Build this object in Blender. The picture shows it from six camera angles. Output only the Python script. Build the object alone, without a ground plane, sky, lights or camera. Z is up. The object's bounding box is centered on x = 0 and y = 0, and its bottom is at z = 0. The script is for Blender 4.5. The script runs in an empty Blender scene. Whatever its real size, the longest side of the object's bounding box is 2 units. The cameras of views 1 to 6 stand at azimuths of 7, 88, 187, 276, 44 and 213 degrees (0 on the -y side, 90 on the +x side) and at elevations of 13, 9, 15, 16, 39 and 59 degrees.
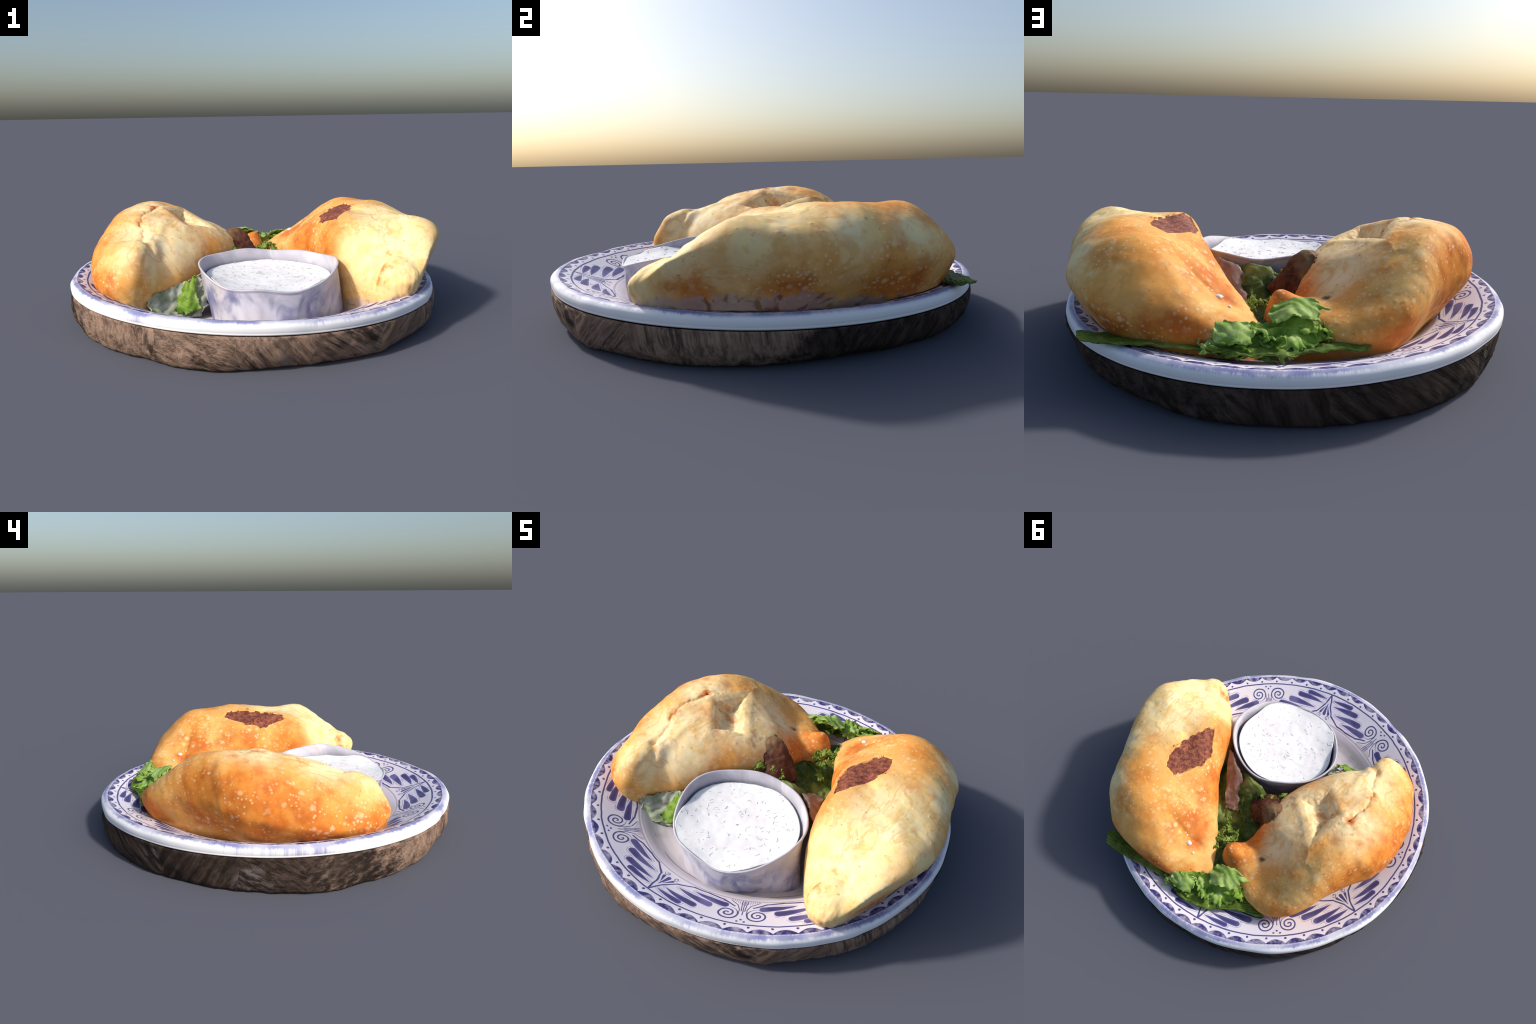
import bpy, math, random
import numpy as np
from mathutils import Matrix, Vector, noise

random.seed(7)
RNG = np.random.default_rng(7)
SCENE = bpy.context.scene


# ------------------------------------------------------------------ geometry helpers
def closed_curve(points, count):
    """Closed Catmull-Rom curve through the points, evenly resampled."""
    p = np.array(points, float)
    n = len(p)
    t = np.linspace(0, n, n * 40, endpoint=False)
    i = t.astype(int)
    f = (t - i)[:, None]
    a, b, c, d = p[(i - 1) % n], p[i % n], p[(i + 1) % n], p[(i + 2) % n]
    q = .5 * (2 * b + (c - a) * f + (2 * a - 5 * b + 4 * c - d) * f ** 2 + (3 * b - a - 3 * c + d) * f ** 3)
    q2 = np.vstack([q, q[:1]])
    s = np.concatenate([[0], np.cumsum(np.linalg.norm(np.diff(q2, axis=0), axis=1))])
    u = np.linspace(0, s[-1], count, endpoint=False)
    return np.stack([np.interp(u, s, q2[:, k]) for k in range(p.shape[1])], 1)


def open_curve(points, count):
    p = np.array(points, float)
    n = len(p)
    t = np.linspace(0, n - 1, count)
    i = np.minimum(t.astype(int), n - 2)
    f = (t - i)[:, None]
    g = lambda k: p[np.clip(k, 0, n - 1)]
    a, b, c, d = g(i - 1), g(i), g(i + 1), g(i + 2)
    return .5 * (2 * b + (c - a) * f + (2 * a - 5 * b + 4 * c - d) * f ** 2 + (3 * b - a - 3 * c + d) * f ** 3)


def thin_plate(points, values, smooth=0.0):
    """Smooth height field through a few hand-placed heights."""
    p = np.array(points, float)
    v = np.array(values, float)
    n = len(p)
    kern = lambda r: np.where(r > 1e-9, r * r * np.log(np.maximum(r, 1e-9)), 0)
    K = kern(np.linalg.norm(p[:, None] - p[None], axis=2)) + smooth * np.eye(n)
    P = np.hstack([np.ones((n, 1)), p])
    A = np.block([[K, P], [P.T, np.zeros((3, 3))]])
    w = np.linalg.solve(A, np.concatenate([v, np.zeros(3)]))

    def f(q):
        q = np.asarray(q, float)
        out = np.empty(len(q))
        for s in range(0, len(q), 20000):
            c = q[s:s + 20000]
            out[s:s + 20000] = kern(np.linalg.norm(c[:, None] - p[None], axis=2)) @ w[:n] + w[n] + c @ w[n + 1:]
        return out
    return f


def fbm(v, scale, seed=0.0, octaves=3):
    """Fractal noise per vertex, about -1..1."""
    return np.array([noise.fractal(Vector((x * scale + seed, y * scale - seed, z * scale + 2 * seed)), 0.6, 2.1, octaves) for x, y, z in v])


def grid_faces(rings, around, closed=True):
    f = []
    m = around if closed else around - 1
    for i in range(rings - 1):
        for j in range(m):
            k = (j + 1) % around
            f.append((i * around + j, i * around + k, (i + 1) * around + k, (i + 1) * around + j))
    return f


def vertex_normals(v, faces):
    n = np.zeros_like(v)
    quads = np.array([f for f in faces if len(f) == 4])
    tris = np.array([f for f in faces if len(f) == 3])
    for q in (quads, tris):
        if len(q) == 0:
            continue
        a = v[q[:, 2]] - v[q[:, 0]]
        b = v[q[:, -1]] - v[q[:, 1]] if q.shape[1] == 4 else v[q[:, 1]] - v[q[:, 0]]
        c = np.cross(a, b) if q.shape[1] == 4 else np.cross(b, a)
        for k in range(q.shape[1]):
            np.add.at(n, q[:, k], c)
    return n / np.maximum(np.linalg.norm(n, axis=1, keepdims=True), 1e-12)


def make_object(name, verts, faces, material, parent=None, smooth=True, normals=None):
    me = bpy.data.meshes.new(name)
    me.from_pydata([tuple(p) for p in np.asarray(verts, float)], [], [tuple(int(i) for i in f) for f in faces])
    me.update()
    if smooth:
        me.polygons.foreach_set("use_smooth", [True] * len(me.polygons))
    if normals is not None:
        me.normals_split_custom_set_from_vertices([tuple(n) for n in normals])
    ob = bpy.data.objects.new(name, me)
    SCENE.collection.objects.link(ob)
    ob.data.materials.append(material)
    if parent is not None:
        ob.parent = parent
        ob.matrix_parent_inverse = Matrix.Translation(-Vector(parent.location))
    return ob


def thing(name, label, category, base):
    e = bpy.data.objects.new(name, None)
    e.empty_display_size = .1
    e.location = base
    SCENE.collection.objects.link(e)
    e["label"] = label
    e["category"] = category
    return e


def split_part(verts, faces, select):
    """Faces picked by region -> (vertices, faces, index of vertices)."""
    pick = [f for f, s in zip(faces, select) if s]
    used = sorted({i for f in pick for i in f})
    remap = {k: n for n, k in enumerate(used)}
    return np.asarray(verts)[used], [tuple(remap[i] for i in f) for f in pick], used


def inside(poly, xy):
    poly = np.array(poly, float)
    r = np.zeros(len(xy), bool)
    x, y = xy[:, 0], xy[:, 1]
    j = len(poly) - 1
    for i in range(len(poly)):
        (xi, yi), (xj, yj) = poly[i], poly[j]
        c = ((yi > y) != (yj > y)) & (x < (xj - xi) * (y - yi) / (yj - yi + 1e-12) + xi)
        r ^= c
        j = i
    return r


def polyline_distance(points, v):
    p = np.array(points, float)
    best = np.full(len(v), 9.0)
    for a, b in zip(p[:-1], p[1:]):
        ab = b - a
        h = np.clip(((v - a) @ ab) / (ab @ ab), 0, 1)
        best = np.minimum(best, np.linalg.norm(v - a - h[:, None] * ab, axis=1))
    return best


def smoothstep(a, b, x):
    t = np.clip((x - a) / (b - a), 0, 1)
    return t * t * (3 - 2 * t)


# ------------------------------------------------------------------ node helpers
class Nodes:
    """Small expression builder for shader nodes."""

    def __init__(self, name):
        self.mat = bpy.data.materials.new(name)
        self.mat.use_nodes = True
        self.t = self.mat.node_tree
        self.bsdf = self.t.nodes["Principled BSDF"]
        self.coord = self.t.nodes.new("ShaderNodeTexCoord").outputs["Object"]

    def put(self, socket, value):
        if isinstance(value, X):
            value = value.s
        if isinstance(value, bpy.types.NodeSocket):
            self.t.links.new(value, socket)
        elif isinstance(value, (tuple, list)) and len(value) == 3 and socket.type == "RGBA":
            socket.default_value = (*value, 1)
        else:
            socket.default_value = value

    def math(self, op, *a, clamp=False):
        n = self.t.nodes.new("ShaderNodeMath")
        n.operation = op
        n.use_clamp = clamp
        for s, v in zip(n.inputs, a):
            self.put(s, v)
        return X(self, n.outputs[0])

    def xyz(self):
        n = self.t.nodes.new("ShaderNodeSeparateXYZ")
        self.put(n.inputs[0], self.coord)
        return [X(self, o) for o in n.outputs]

    def vec(self, x, y, z):
        n = self.t.nodes.new("ShaderNodeCombineXYZ")
        for s, v in zip(n.inputs, (x, y, z)):
            self.put(s, v)
        return X(self, n.outputs[0])

    def noise(self, scale, detail=3, rough=.55, vector=None, distort=0.0, shift=None):
        n = self.t.nodes.new("ShaderNodeTexNoise")
        v = self.coord if vector is None else vector
        if shift is not None:
            m = self.t.nodes.new("ShaderNodeMapping")
            self.put(m.inputs["Vector"], v)
            m.inputs["Location"].default_value = shift
            v = m.outputs[0]
        self.put(n.inputs["Vector"], v)
        n.inputs["Scale"].default_value = scale
        n.inputs["Detail"].default_value = detail
        n.inputs["Roughness"].default_value = rough
        n.inputs["Distortion"].default_value = distort
        return X(self, n.outputs[0])

    def voronoi(self, scale, feature="F1", vector=None, out="Distance", random=1.0):
        n = self.t.nodes.new("ShaderNodeTexVoronoi")
        n.feature = feature
        self.put(n.inputs["Vector"], self.coord if vector is None else vector)
        n.inputs["Scale"].default_value = scale
        n.inputs["Randomness"].default_value = random
        return X(self, n.outputs[out])

    def step(self, x, a, b):
        """0 below a, 1 above b, smooth between (a > b turns it over)."""
        n = self.t.nodes.new("ShaderNodeMapRange")
        n.interpolation_type = "SMOOTHSTEP"
        flip = a > b
        self.put(n.inputs["Value"], x)
        n.inputs["From Min"].default_value = min(a, b)
        n.inputs["From Max"].default_value = max(a, b)
        n.inputs["To Min"].default_value = 1 if flip else 0
        n.inputs["To Max"].default_value = 0 if flip else 1
        return X(self, n.outputs[0])

    def mix(self, f, a, b):
        n = self.t.nodes.new("ShaderNodeMix")
        n.data_type = "RGBA"
        self.put(n.inputs[0], f)
        self.put(n.inputs[6], a)
        self.put(n.inputs[7], b)
        return X(self, n.outputs[2])

    def bump(self, height, strength=.3, distance=.01):
        n = self.t.nodes.new("ShaderNodeBump")
        n.inputs["Strength"].default_value = strength
        n.inputs["Distance"].default_value = distance
        self.put(n.inputs["Height"], height)
        self.put(self.bsdf.inputs["Normal"], X(self, n.outputs[0]))

    def capsule(self, x, y, a, b, ra, rb, full=False):
        """Signed distance to a tapered stroke from a to b."""
        bx, by = b[0] - a[0], b[1] - a[1]
        px, py = x - a[0], y - a[1]
        h = self.math("ADD", (px * bx + py * by) / (bx * bx + by * by), 0.0, clamp=True)
        dx, dy = px - h * bx, py - h * by
        if full:
            h = h * (2.0 - h)
        return (dx * dx + dy * dy).sqrt() - (h * (rb - ra) + ra)

    def near(self, p, centre, radius, soft, warp=None, warp_amount=0.0):
        """1 inside a ball around the centre, ragged by a warp field."""
        dx, dy, dz = p[0] - centre[0], p[1] - centre[1], p[2] - centre[2]
        d = (dx * dx + dy * dy + dz * dz).sqrt()
        if warp is not None:
            d = d + (warp - .5) * warp_amount
        return self.step(d, radius + soft, radius - soft)

    def finish(self, color, rough=.5, spec=.4):
        self.put(self.bsdf.inputs["Base Color"], color)
        self.put(self.bsdf.inputs["Roughness"], rough)
        self.bsdf.inputs["Specular IOR Level"].default_value = spec
        return self.mat


class X:
    def __init__(self, n, s):
        self.n, self.s = n, s

    def __add__(self, o): return self.n.math("ADD", self, o)
    def __radd__(self, o): return self.n.math("ADD", o, self)
    def __sub__(self, o): return self.n.math("SUBTRACT", self, o)
    def __rsub__(self, o): return self.n.math("SUBTRACT", o, self)
    def __mul__(self, o): return self.n.math("MULTIPLY", self, o)
    def __rmul__(self, o): return self.n.math("MULTIPLY", o, self)
    def __truediv__(self, o): return self.n.math("DIVIDE", self, o)
    def sqrt(self): return self.n.math("SQRT", self)
    def abs(self): return self.n.math("ABSOLUTE", self)
    def min(self, o): return self.n.math("MINIMUM", self, o)
    def max(self, o): return self.n.math("MAXIMUM", self, o)
    def floor(self): return self.n.math("FLOOR", self)


# ------------------------------------------------------------------ plate profile
RIM_R = .986
PLATE = [(0, .062), (.50, .060), (.60, .064), (.645, .082), (.69, .114), (.715, .129), (.80, .163),
         (.90, .202), (.935, .213), (.957, .217), (.973, .212), (.983, .202), (.986, .190), (.984, .174), (.975, .160), (.90, .140), (.60, .045), (0, .045)]


def plate_z(r):
    top = np.array(PLATE[:10])
    return np.interp(r, top[:, 0], top[:, 1])


# ------------------------------------------------------------------ materials
def glaze_material():
    n = Nodes("painted_glaze")
    x, y, z = n.xyz()
    wob = n.noise(9, 2)
    wob2 = n.noise(9, 2, shift=(4.1, 2.2, 7.7))
    r0 = (x * x + y * y).sqrt()
    r = r0 + (wob - .5) * .010
    th = n.math("ARCTAN2", y, x) + (wob2 - .5) * .02
    sector = math.radians(60)
    u = (th + math.radians(53.4)) / sector + .5
    a = (u - u.floor() - .5) * sector
    X_ = a.abs() * .8                              # arc from the scroll axis, mirrored
    Y_ = r
    blue_d = n.step((r - .899).abs(), .0052, .0028)
    strokes = blue_d
    w = .0016

    def add(d, soft=w):
        return n.step(d, soft, -soft)
    # chevron with its point on the line circle
    pts = [(.419, .897), (.398, .825), (.362, .765), (.285, .728), (.20, .722), (.11, .735), (.045, .768)]
    for p, q in zip(pts[:-1], pts[1:]):
        strokes = strokes.max(add(n.capsule(X_, Y_, p, q, .0050, .0040)))
    # three drops and small curls inside the chevron
    strokes = strokes.max(add(n.capsule(X_, Y_, (.419, .835), (.419, .765), .002, .012)))
    strokes = strokes.max(add(n.capsule(X_, Y_, (.409, .815), (.388, .768), .001, .008)))

    def spiral(cx, cy, pitch, radius, phase, width):
        dx, dy = X_ - cx, Y_ - cy
        rho = (dx * dx + dy * dy).sqrt()
        phi = n.math("ARCTAN2", dy, dx) / (2 * math.pi)
        q = rho / pitch - phi + phase
        d = (q - (q + .5).floor()).abs() * pitch
        return n.step(d, width * 1.35, width * .75) * n.step(rho, radius + .002, radius - .002)
    strokes = strokes.max(spiral(.385, .742, .013, .016, .2, .0022))
    strokes = strokes.max(spiral(.066, .828, .022, .0480, .45, .0040))
    # stems of the scroll
    for p, q in [((.019, .828), (.018, .79)), ((.018, .79), (.032, .755)), ((.032, .755), (.075, .725)), ((.0, .83), (.0, .72)), ((.008, .80), (.014, .72))]:
        strokes = strokes.max(add(n.capsule(X_, Y_, p, q, .0026, .0022)))
    for c in [(.016, .880), (0, .866)]:
        strokes = strokes.max(add(n.capsule(X_, Y_, c, (c[0] + .0005, c[1]), .0052, .0052)))
    # hatch above the well edge
    hatch = ((X_ * 95).floor() - X_ * 95 + .5).abs()
    tuft = n.step(hatch, .20, .10) * n.step(r - .71 - (.10 - X_) * .45, .004, -.004) * n.step(r, .712, .718) * n.step(X_, .11, .10)
    strokes = strokes.max(tuft * .85)
    # dots
    v = (th + math.radians(57.3)) / math.radians(60 / 9) + .5
    b = (v - v.floor() - .5) * math.radians(60 / 9)
    bx = b * .915
    dots = n.capsule(bx, r, (0, .915), (.0005, .915), .0068, .0068)
    strokes = strokes.max(add(dots))
    # leaves
    leaves = None
    for p, q, e in [((.398, .862), (.275, .873), .0155), ((.378, .828), (.218, .848), .0180), ((.338, .782), (.160, .806), .0195), ((.262, .752), (.092, .774), .0190)]:
        d = n.capsule(X_, Y_, p, q, .0010, e, True)
        leaves = d if leaves is None else leaves.min(d)
    leaf_mask = n.step(leaves, .0020, -.0020)
    leaf_core = n.step(leaves, -.002, -.011)
    # scallops on the rim: domes bulging inwards
    half = math.radians(60 / 9) * .915 / 2
    c = half - bx.abs()                            # 0 mid-dome at half distance from a dot
    dome = .921 + (c * c) * 9.0 + (wob - .5) * .006
    scallop = n.step(r - dome, -.0022, .0022) * n.step(r, .9535, .949)
    scal_fill = n.step(n.noise(30, 3), .30, .62)
    # streaky blue band on the lip
    lip = n.vec(th * 60, r * 20, 0)
    streak = n.noise(1.0, 4, .7, vector=lip)
    band = n.step((r0 - .965).abs() + (streak - .5) * .034, .018, .004) * n.step(z, .182, .196)
    # colours
    white = n.mix(n.step(n.noise(3, 3), .35, .7), (.84, .78, .83), (.74, .71, .80))
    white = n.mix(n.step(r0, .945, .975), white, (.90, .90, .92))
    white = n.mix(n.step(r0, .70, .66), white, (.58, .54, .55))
    blue = n.mix(n.noise(14, 2), (.020, .022, .14), (.045, .050, .25))
    col = n.mix(band * (n.step(n.noise(5, 2), .35, .6) * .5 + .3), white, (.09, .11, .38))
    col = n.mix(scallop * (scal_fill * .45 + .55), col, (.040, .036, .17))
    leafcol = n.mix(leaf_core, (.085, .075, .29), (.030, .028, .14))
    leafcol = n.mix(n.step(n.noise(6, 2, shift=(2, 9, 1)), .45, .7) * .6, leafcol, (.20, .18, .42))
    outline = n.step((leaves - .0075).abs(), .0028, .0008) * n.step(n.noise(18, 2, shift=(6, 6, 6)), .40, .55)
    col = n.mix(outline * .55, col, (.10, .10, .32))
    col = n.mix(leaf_mask * .95, col, leafcol)
    col = n.mix(strokes * .93, col, blue)
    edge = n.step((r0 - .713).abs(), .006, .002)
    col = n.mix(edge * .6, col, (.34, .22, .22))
    inner = n.step((r - .648).abs(), .005, .002) * n.step(n.noise(5, 2), .45, .55)
    col = n.mix(inner * .7, col, (.06, .07, .26))
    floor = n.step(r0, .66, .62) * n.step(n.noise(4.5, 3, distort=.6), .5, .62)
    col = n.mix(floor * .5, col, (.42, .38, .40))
    n.bump(n.noise(60, 3), .08, .004)
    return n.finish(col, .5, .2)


def wood_material():
    n = Nodes("weathered_wood")
    x, y, z = n.xyz()
    lean = n.voronoi(2.3, vector=n.vec(x, y, 0.0), out="Color")          # planks of differing slant
    sx, sy = x + z * (lean - .5) * 3.6, y + z * (lean - .5) * 3.6
    fibre = n.noise(24, 5, .65, vector=n.vec(sx, sy, z * .10), distort=.15)
    fine = n.noise(85, 3, .7, vector=n.vec(sx, sy, z * .08))
    big = n.noise(2.3, 3, .6, distort=.4)
    col = n.mix(n.step(fibre, .30, .70), (.075, .048, .036), (.330, .215, .155))
    col = n.mix(n.step(fine, .42, .72) * .55, col, (.43, .30, .225))
    col = n.mix(n.step(fine, .42, .25) * .6, col, (.035, .022, .018))
    # near-black stretches with a ragged border away from the brown front
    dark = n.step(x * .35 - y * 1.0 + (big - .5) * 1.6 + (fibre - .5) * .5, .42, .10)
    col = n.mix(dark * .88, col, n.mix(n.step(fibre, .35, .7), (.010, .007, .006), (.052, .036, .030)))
    dark_patch = n.step(n.noise(3.4, 2, distort=.5, shift=(9, 4, 6)), .56, .62)
    col = n.mix(dark_patch * n.step(fibre, .62, .40) * .75, col, (.020, .014, .012))
    grey = n.step(n.noise(3.1, 2, shift=(5, 1, 3)), .60, .72) * n.step(fibre, .45, .6)
    col = n.mix(grey * .45, col, (.22, .20, .20))
    n.bump(fibre * .7 + fine * .5, .7, .015)
    return n.finish(col, .85, .12)


def crust_material(name, pale_balls, brown_balls, dark_balls=(), speckle=1.0, seed=0.0, creams=((.97, .73, .30), (.99, .89, .56)), foot=None):  # dough colours lightened to brighten the right pastry's shaded side
    """Fried dough: cream where it stayed dry, amber where it browned, pale blisters in drifts."""
    n = Nodes(name)
    p = n.xyz()
    sh = lambda a, b, c: (a + seed, b - seed, c + seed)
    big = n.noise(3.2, 4, .6, distort=.3, shift=sh(0, 0, 0))
    mid = n.noise(9, 4, .6, shift=sh(1, 0, 0))
    fine = n.noise(34, 3, .6, shift=sh(0, 1, 0))

    def union(balls, amount):
        m = None
        for c, rad, soft in balls:
            k = n.near(p, c, rad, soft, mid, amount)
            m = k if m is None else m.max(k)
        return m
    pale = union(pale_balls, .24)
    brown = union(brown_balls, .24)
    col = n.mix(n.step(big, .34, .68), (.80, .360, .085), (.91, .560, .200))
    col = n.mix(n.step(n.noise(7, 4, .6, shift=sh(3, 3, 3)), .48, .66) * .6, col, (.66, .215, .028))
    col = n.mix(pale * .93, col, n.mix(n.step(mid, .3, .7), *creams))
    # wisps: thin amber streaks of oil and stretched skin
    w = n.noise(6.5, 3, .55, distort=.5, vector=n.vec(p[0] * 1.6 + p[2], p[1] * .6, p[2]), shift=sh(2, 7, 4))
    wisp = n.step((w - .5).abs(), .050, .0) * n.step(n.noise(4, 2, shift=sh(6, 1, 0)), .42, .60)
    col = n.mix(wisp * .42, col, (.62, .29, .065))
    col = n.mix(n.step(n.noise(12, 4, .65, shift=sh(8, 2, 5)), .52, .70) * .55, col, (.80, .40, .090))
    col = n.mix(n.step(n.noise(26, 3, .6, shift=sh(2, 8, 5)), .52, .70) * .35, col, (.86, .48, .14))
    col = n.mix(brown * .88, col, n.mix(n.step(mid, .32, .68), (.54, .115, .010), (.78, .270, .036)))
    for c, rad, soft in dark_balls:
        col = n.mix(n.near(p, c, rad, soft, fine, .05) * .88, col, (.13, .030, .018))
    # pale blisters of several sizes
    jitter = (fine - .5) * .35 + (mid - .5) * .5
    v1c = n.step(n.voronoi(19) + jitter, .32, .08)
    v2c = n.step(n.voronoi(44) + jitter, .32, .10)
    drift = n.step(n.noise(3.6, 3, shift=sh(1, 5, 2)), .37, .58) * (1.0 - pale * .6)
    spots = (v1c * .55).max(v2c * .58) * drift * speckle
    col = n.mix(spots, col, (.95, .73, .43))
    col = n.mix(n.step(n.noise(42, 2, shift=sh(0, 0, 9)), .66, .76) * .5, col, (.38, .12, .025))
    if foot is not None:                          # ragged band of grey and dark blotches along the lower outer side
        f = n.step(p[2] + (mid - .5) * .12 + (fine - .5) * .05 - (p[0] - foot[0]) * foot[1], foot[2] + .012, foot[2] - .012)
        blot = n.step(n.noise(13, 3, .6, distort=.6, shift=sh(4, 4, 0)), .50, .62)
        col = n.mix(f * .60, col, n.mix(blot, (.50, .40, .38), (.075, .050, .085)))
    n.bump(mid * .35 + fine * .2 + v1c * .25, .10, .010)
    return n.finish(col, .65, .18)


def filling_material():
    n = Nodes("cooked_meat")
    g = n.noise(38, 5, .7, distort=.4)
    col = n.mix(n.step(g, .35, .68), (.13, .025, .014), (.42, .13, .065))
    col = n.mix(n.step(n.noise(90, 2), .6, .75) * .6, col, (.56, .25, .15))
    n.bump(g, .8, .015)
    return n.finish(col, .55, .35)


def sauce_material():
    n = Nodes("white_sauce")
    m = n.noise(7, 3)
    col = n.mix(n.step(m, .35, .7), (.90, .88, .88), (.95, .95, .94))
    x, y, z = n.xyz()
    col = n.mix(n.step(n.voronoi(42), .10, .05) * .30, col, (.40, .44, .44))
    n.bump(n.noise(30, 3), .2, .006)
    n.bsdf.inputs["Subsurface Weight"].default_value = .1
    return n.finish(col, .4, .4)


def cup_material():
    n = Nodes("clear_plastic_cup")
    x, y, z = n.xyz()
    sm = n.noise(5.5, 3, .55, vector=n.vec(x + z * .6, y, z * .7), distort=1.2)
    pk = n.noise(3.0, 2, shift=(7, 1, 1))
    col = n.mix(n.step(sm, .35, .65), (.46, .45, .51), (.62, .60, .66))
    col = n.mix(n.step(pk, .5, .7) * .5, col, (.62, .52, .48))
    low = n.step(z, .30, .22)
    blot = n.step(n.noise(7, 3, .6, vector=n.vec(x * 1.2, y * 1.2, z * .7), distort=.8, shift=(3, 6, 9)), .42, .72)
    col = n.mix(blot * low * .80, col, (.10, .11, .28))
    n.bump(sm, .15, .02)
    return n.finish(col, .5, .25)


def herb_material():
    n = Nodes("chopped_dill")
    return n.finish(n.mix(n.noise(20, 2), (.34, .38, .37), (.60, .63, .62)), .6, .3)


def leaf_material(name, dark, light, tint, veins=.22):
    n = Nodes(name)
    g = n.noise(11, 4, .6, distort=.5)
    col = n.mix(n.step(g, .32, .68), dark, light)
    col = n.mix(n.step(n.noise(5, 3, shift=(4, 4, 4)), .52, .70) * .8, col, tint)
    vein = n.voronoi(11, "DISTANCE_TO_EDGE")
    col = n.mix(n.step(vein, .035, .005) * veins, col, tint)
    n.bump(g * .6 + n.step(vein, .09, .0) * .15, .3, .01)
    tr = n.t.nodes.new("ShaderNodeBsdfTranslucent")
    n.put(tr.inputs[0], col)
    mx = n.t.nodes.new("ShaderNodeMixShader")
    mx.inputs[0].default_value = .18
    m = n.finish(col, .55, .2)
    out = n.t.nodes["Material Output"]
    n.t.links.new(n.bsdf.outputs[0], mx.inputs[1])
    n.t.links.new(tr.outputs[0], mx.inputs[2])
    n.t.links.new(mx.outputs[0], out.inputs[0])
    return m


def onion_material():
    n = Nodes("ham_slice")
    g = n.noise(7, 4, .6, distort=.8)
    col = n.mix(n.step(g, .35, .65), (.20, .12, .085), (.42, .29, .24))
    col = n.mix(n.step(n.noise(12, 3, shift=(1, 1, 8)), .62, .70), col, (.10, .03, .02))
    return n.finish(col, .45, .4)


# ------------------------------------------------------------------ wooden board
def build_board():
    N = 360
    ang = np.linspace(0, 2 * np.pi, N, endpoint=False)
    ca, sa = np.cos(ang), np.sin(ang)
    # faceted, hand-hewn lower edge: straight chops between uneven corners
    corners = np.sort((np.arange(22) + RNG.uniform(-.3, .3, 22)) / 22 * 2 * np.pi)
    cr = RNG.uniform(.930, .985, 22)
    low = np.interp(ang, np.concatenate([corners - 2 * np.pi, corners, corners + 2 * np.pi]), np.tile(cr, 3))
    lift = np.interp(ang, np.concatenate([corners - 2 * np.pi, corners, corners + 2 * np.pi]), np.tile(RNG.uniform(0, .012, 22), 3))
    prof = [(0.0, 0), (.10, 1), (.35, 2), (.7, 3), (1.0, 4)]
    rings = []
    R_top = .986
    for t in np.linspace(0, 1, 14):
        r = low - .016 * max(0, 1 - t / .25) * (.5 + .5 * np.cos(ang + .2)) + (R_top - low) * t ** .8 + .010 * math.sin(math.pi * t)
        z = lift * (1 - t) + (.160 - .019 * ca - .012 * sa) * t
        rings.append(np.stack([r * ca, r * sa, z + 0 * ca], 1))
    rings.append(np.stack([.955 * ca, .955 * sa, .150 - .019 * ca - .012 * sa], 1))
    rings.append(np.stack([.60 * ca, .60 * sa, np.full(N, .034)], 1))
    under = np.stack([.90 * low * ca, .90 * low * sa, np.full(N, .0)], 1)
    v = np.vstack([under] + rings)
    disp = fbm(v, 7, 3.0, 4) * .008 + fbm(v * np.array([1, 1, .25]), 26, 9.0, 3) * .004
    k = np.hypot(v[:, 0], v[:, 1])
    mid = np.ones(len(v))
    mid[:N] = 0
    mid[-3 * N:] = 0
    v[:, :2] *= (1 + disp * mid / k)[:, None]
    faces = grid_faces(len(rings) + 1, N)
    c0, c1 = len(v), len(v) + 1
    v = np.vstack([v, [[0, 0, 0]], [[0, 0, .034]]])
    faces += [(c0, (j + 1) % N, j) for j in range(N)]
    s = (len(rings)) * N
    faces += [(c1, s + j, s + (j + 1) % N) for j in range(N)]
    v[:, 2] -= v[:, 2].min()
    v[:, :2] += np.array([-.022, -.003]) * np.clip(1 - v[:, 2:3] / .2, .3, 1)
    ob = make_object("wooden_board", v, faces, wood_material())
    ob["label"] = "thick round dark brown rough-hewn wooden serving board"
    ob["category"] = "serving board"


# ------------------------------------------------------------------ plate
def build_plate():
    N = 360
    ang = np.linspace(0, 2 * np.pi, N, endpoint=False)
    pr = open_curve(PLATE, 130)
    pr = pr[1:-1]
    rings = []
    wav = np.array([noise.fractal(Vector((2.2 * math.cos(a), 2.2 * math.sin(a), 1.7)), .6, 2, 3) for a in ang])
    for r, z in pr:
        e = smoothstep(.6, .97, np.array(r))
        rr = r + e * wav * .010
        zz = z + e * (wav * .004 - .019 * np.cos(ang) * r - .012 * np.sin(ang) * r)
        rings.append(np.stack([rr * np.cos(ang), rr * np.sin(ang), zz], 1))
    v = np.vstack(rings)
    faces = [f[::-1] for f in grid_faces(len(rings), N)]
    faces = [f[::-1] for f in faces]
    c0, c1 = len(v), len(v) + 1
    v = np.vstack([v, [[0, 0, PLATE[0][1]]], [[0, 0, PLATE[-1][1]]]])
    faces += [(c0, (j + 1) % N, j) for j in range(N)]
    s = (len(rings) - 1) * N
    faces += [(c1, s + j, s + (j + 1) % N) for j in range(N)]
    ob = make_object("dinner_plate", v, [f[::-1] for f in faces], glaze_material())
    ob.location = (-.008, 0, 0)
    ob["label"] = "round white ceramic plate with hand-painted blue scroll border"
    ob["category"] = "plate"


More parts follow.
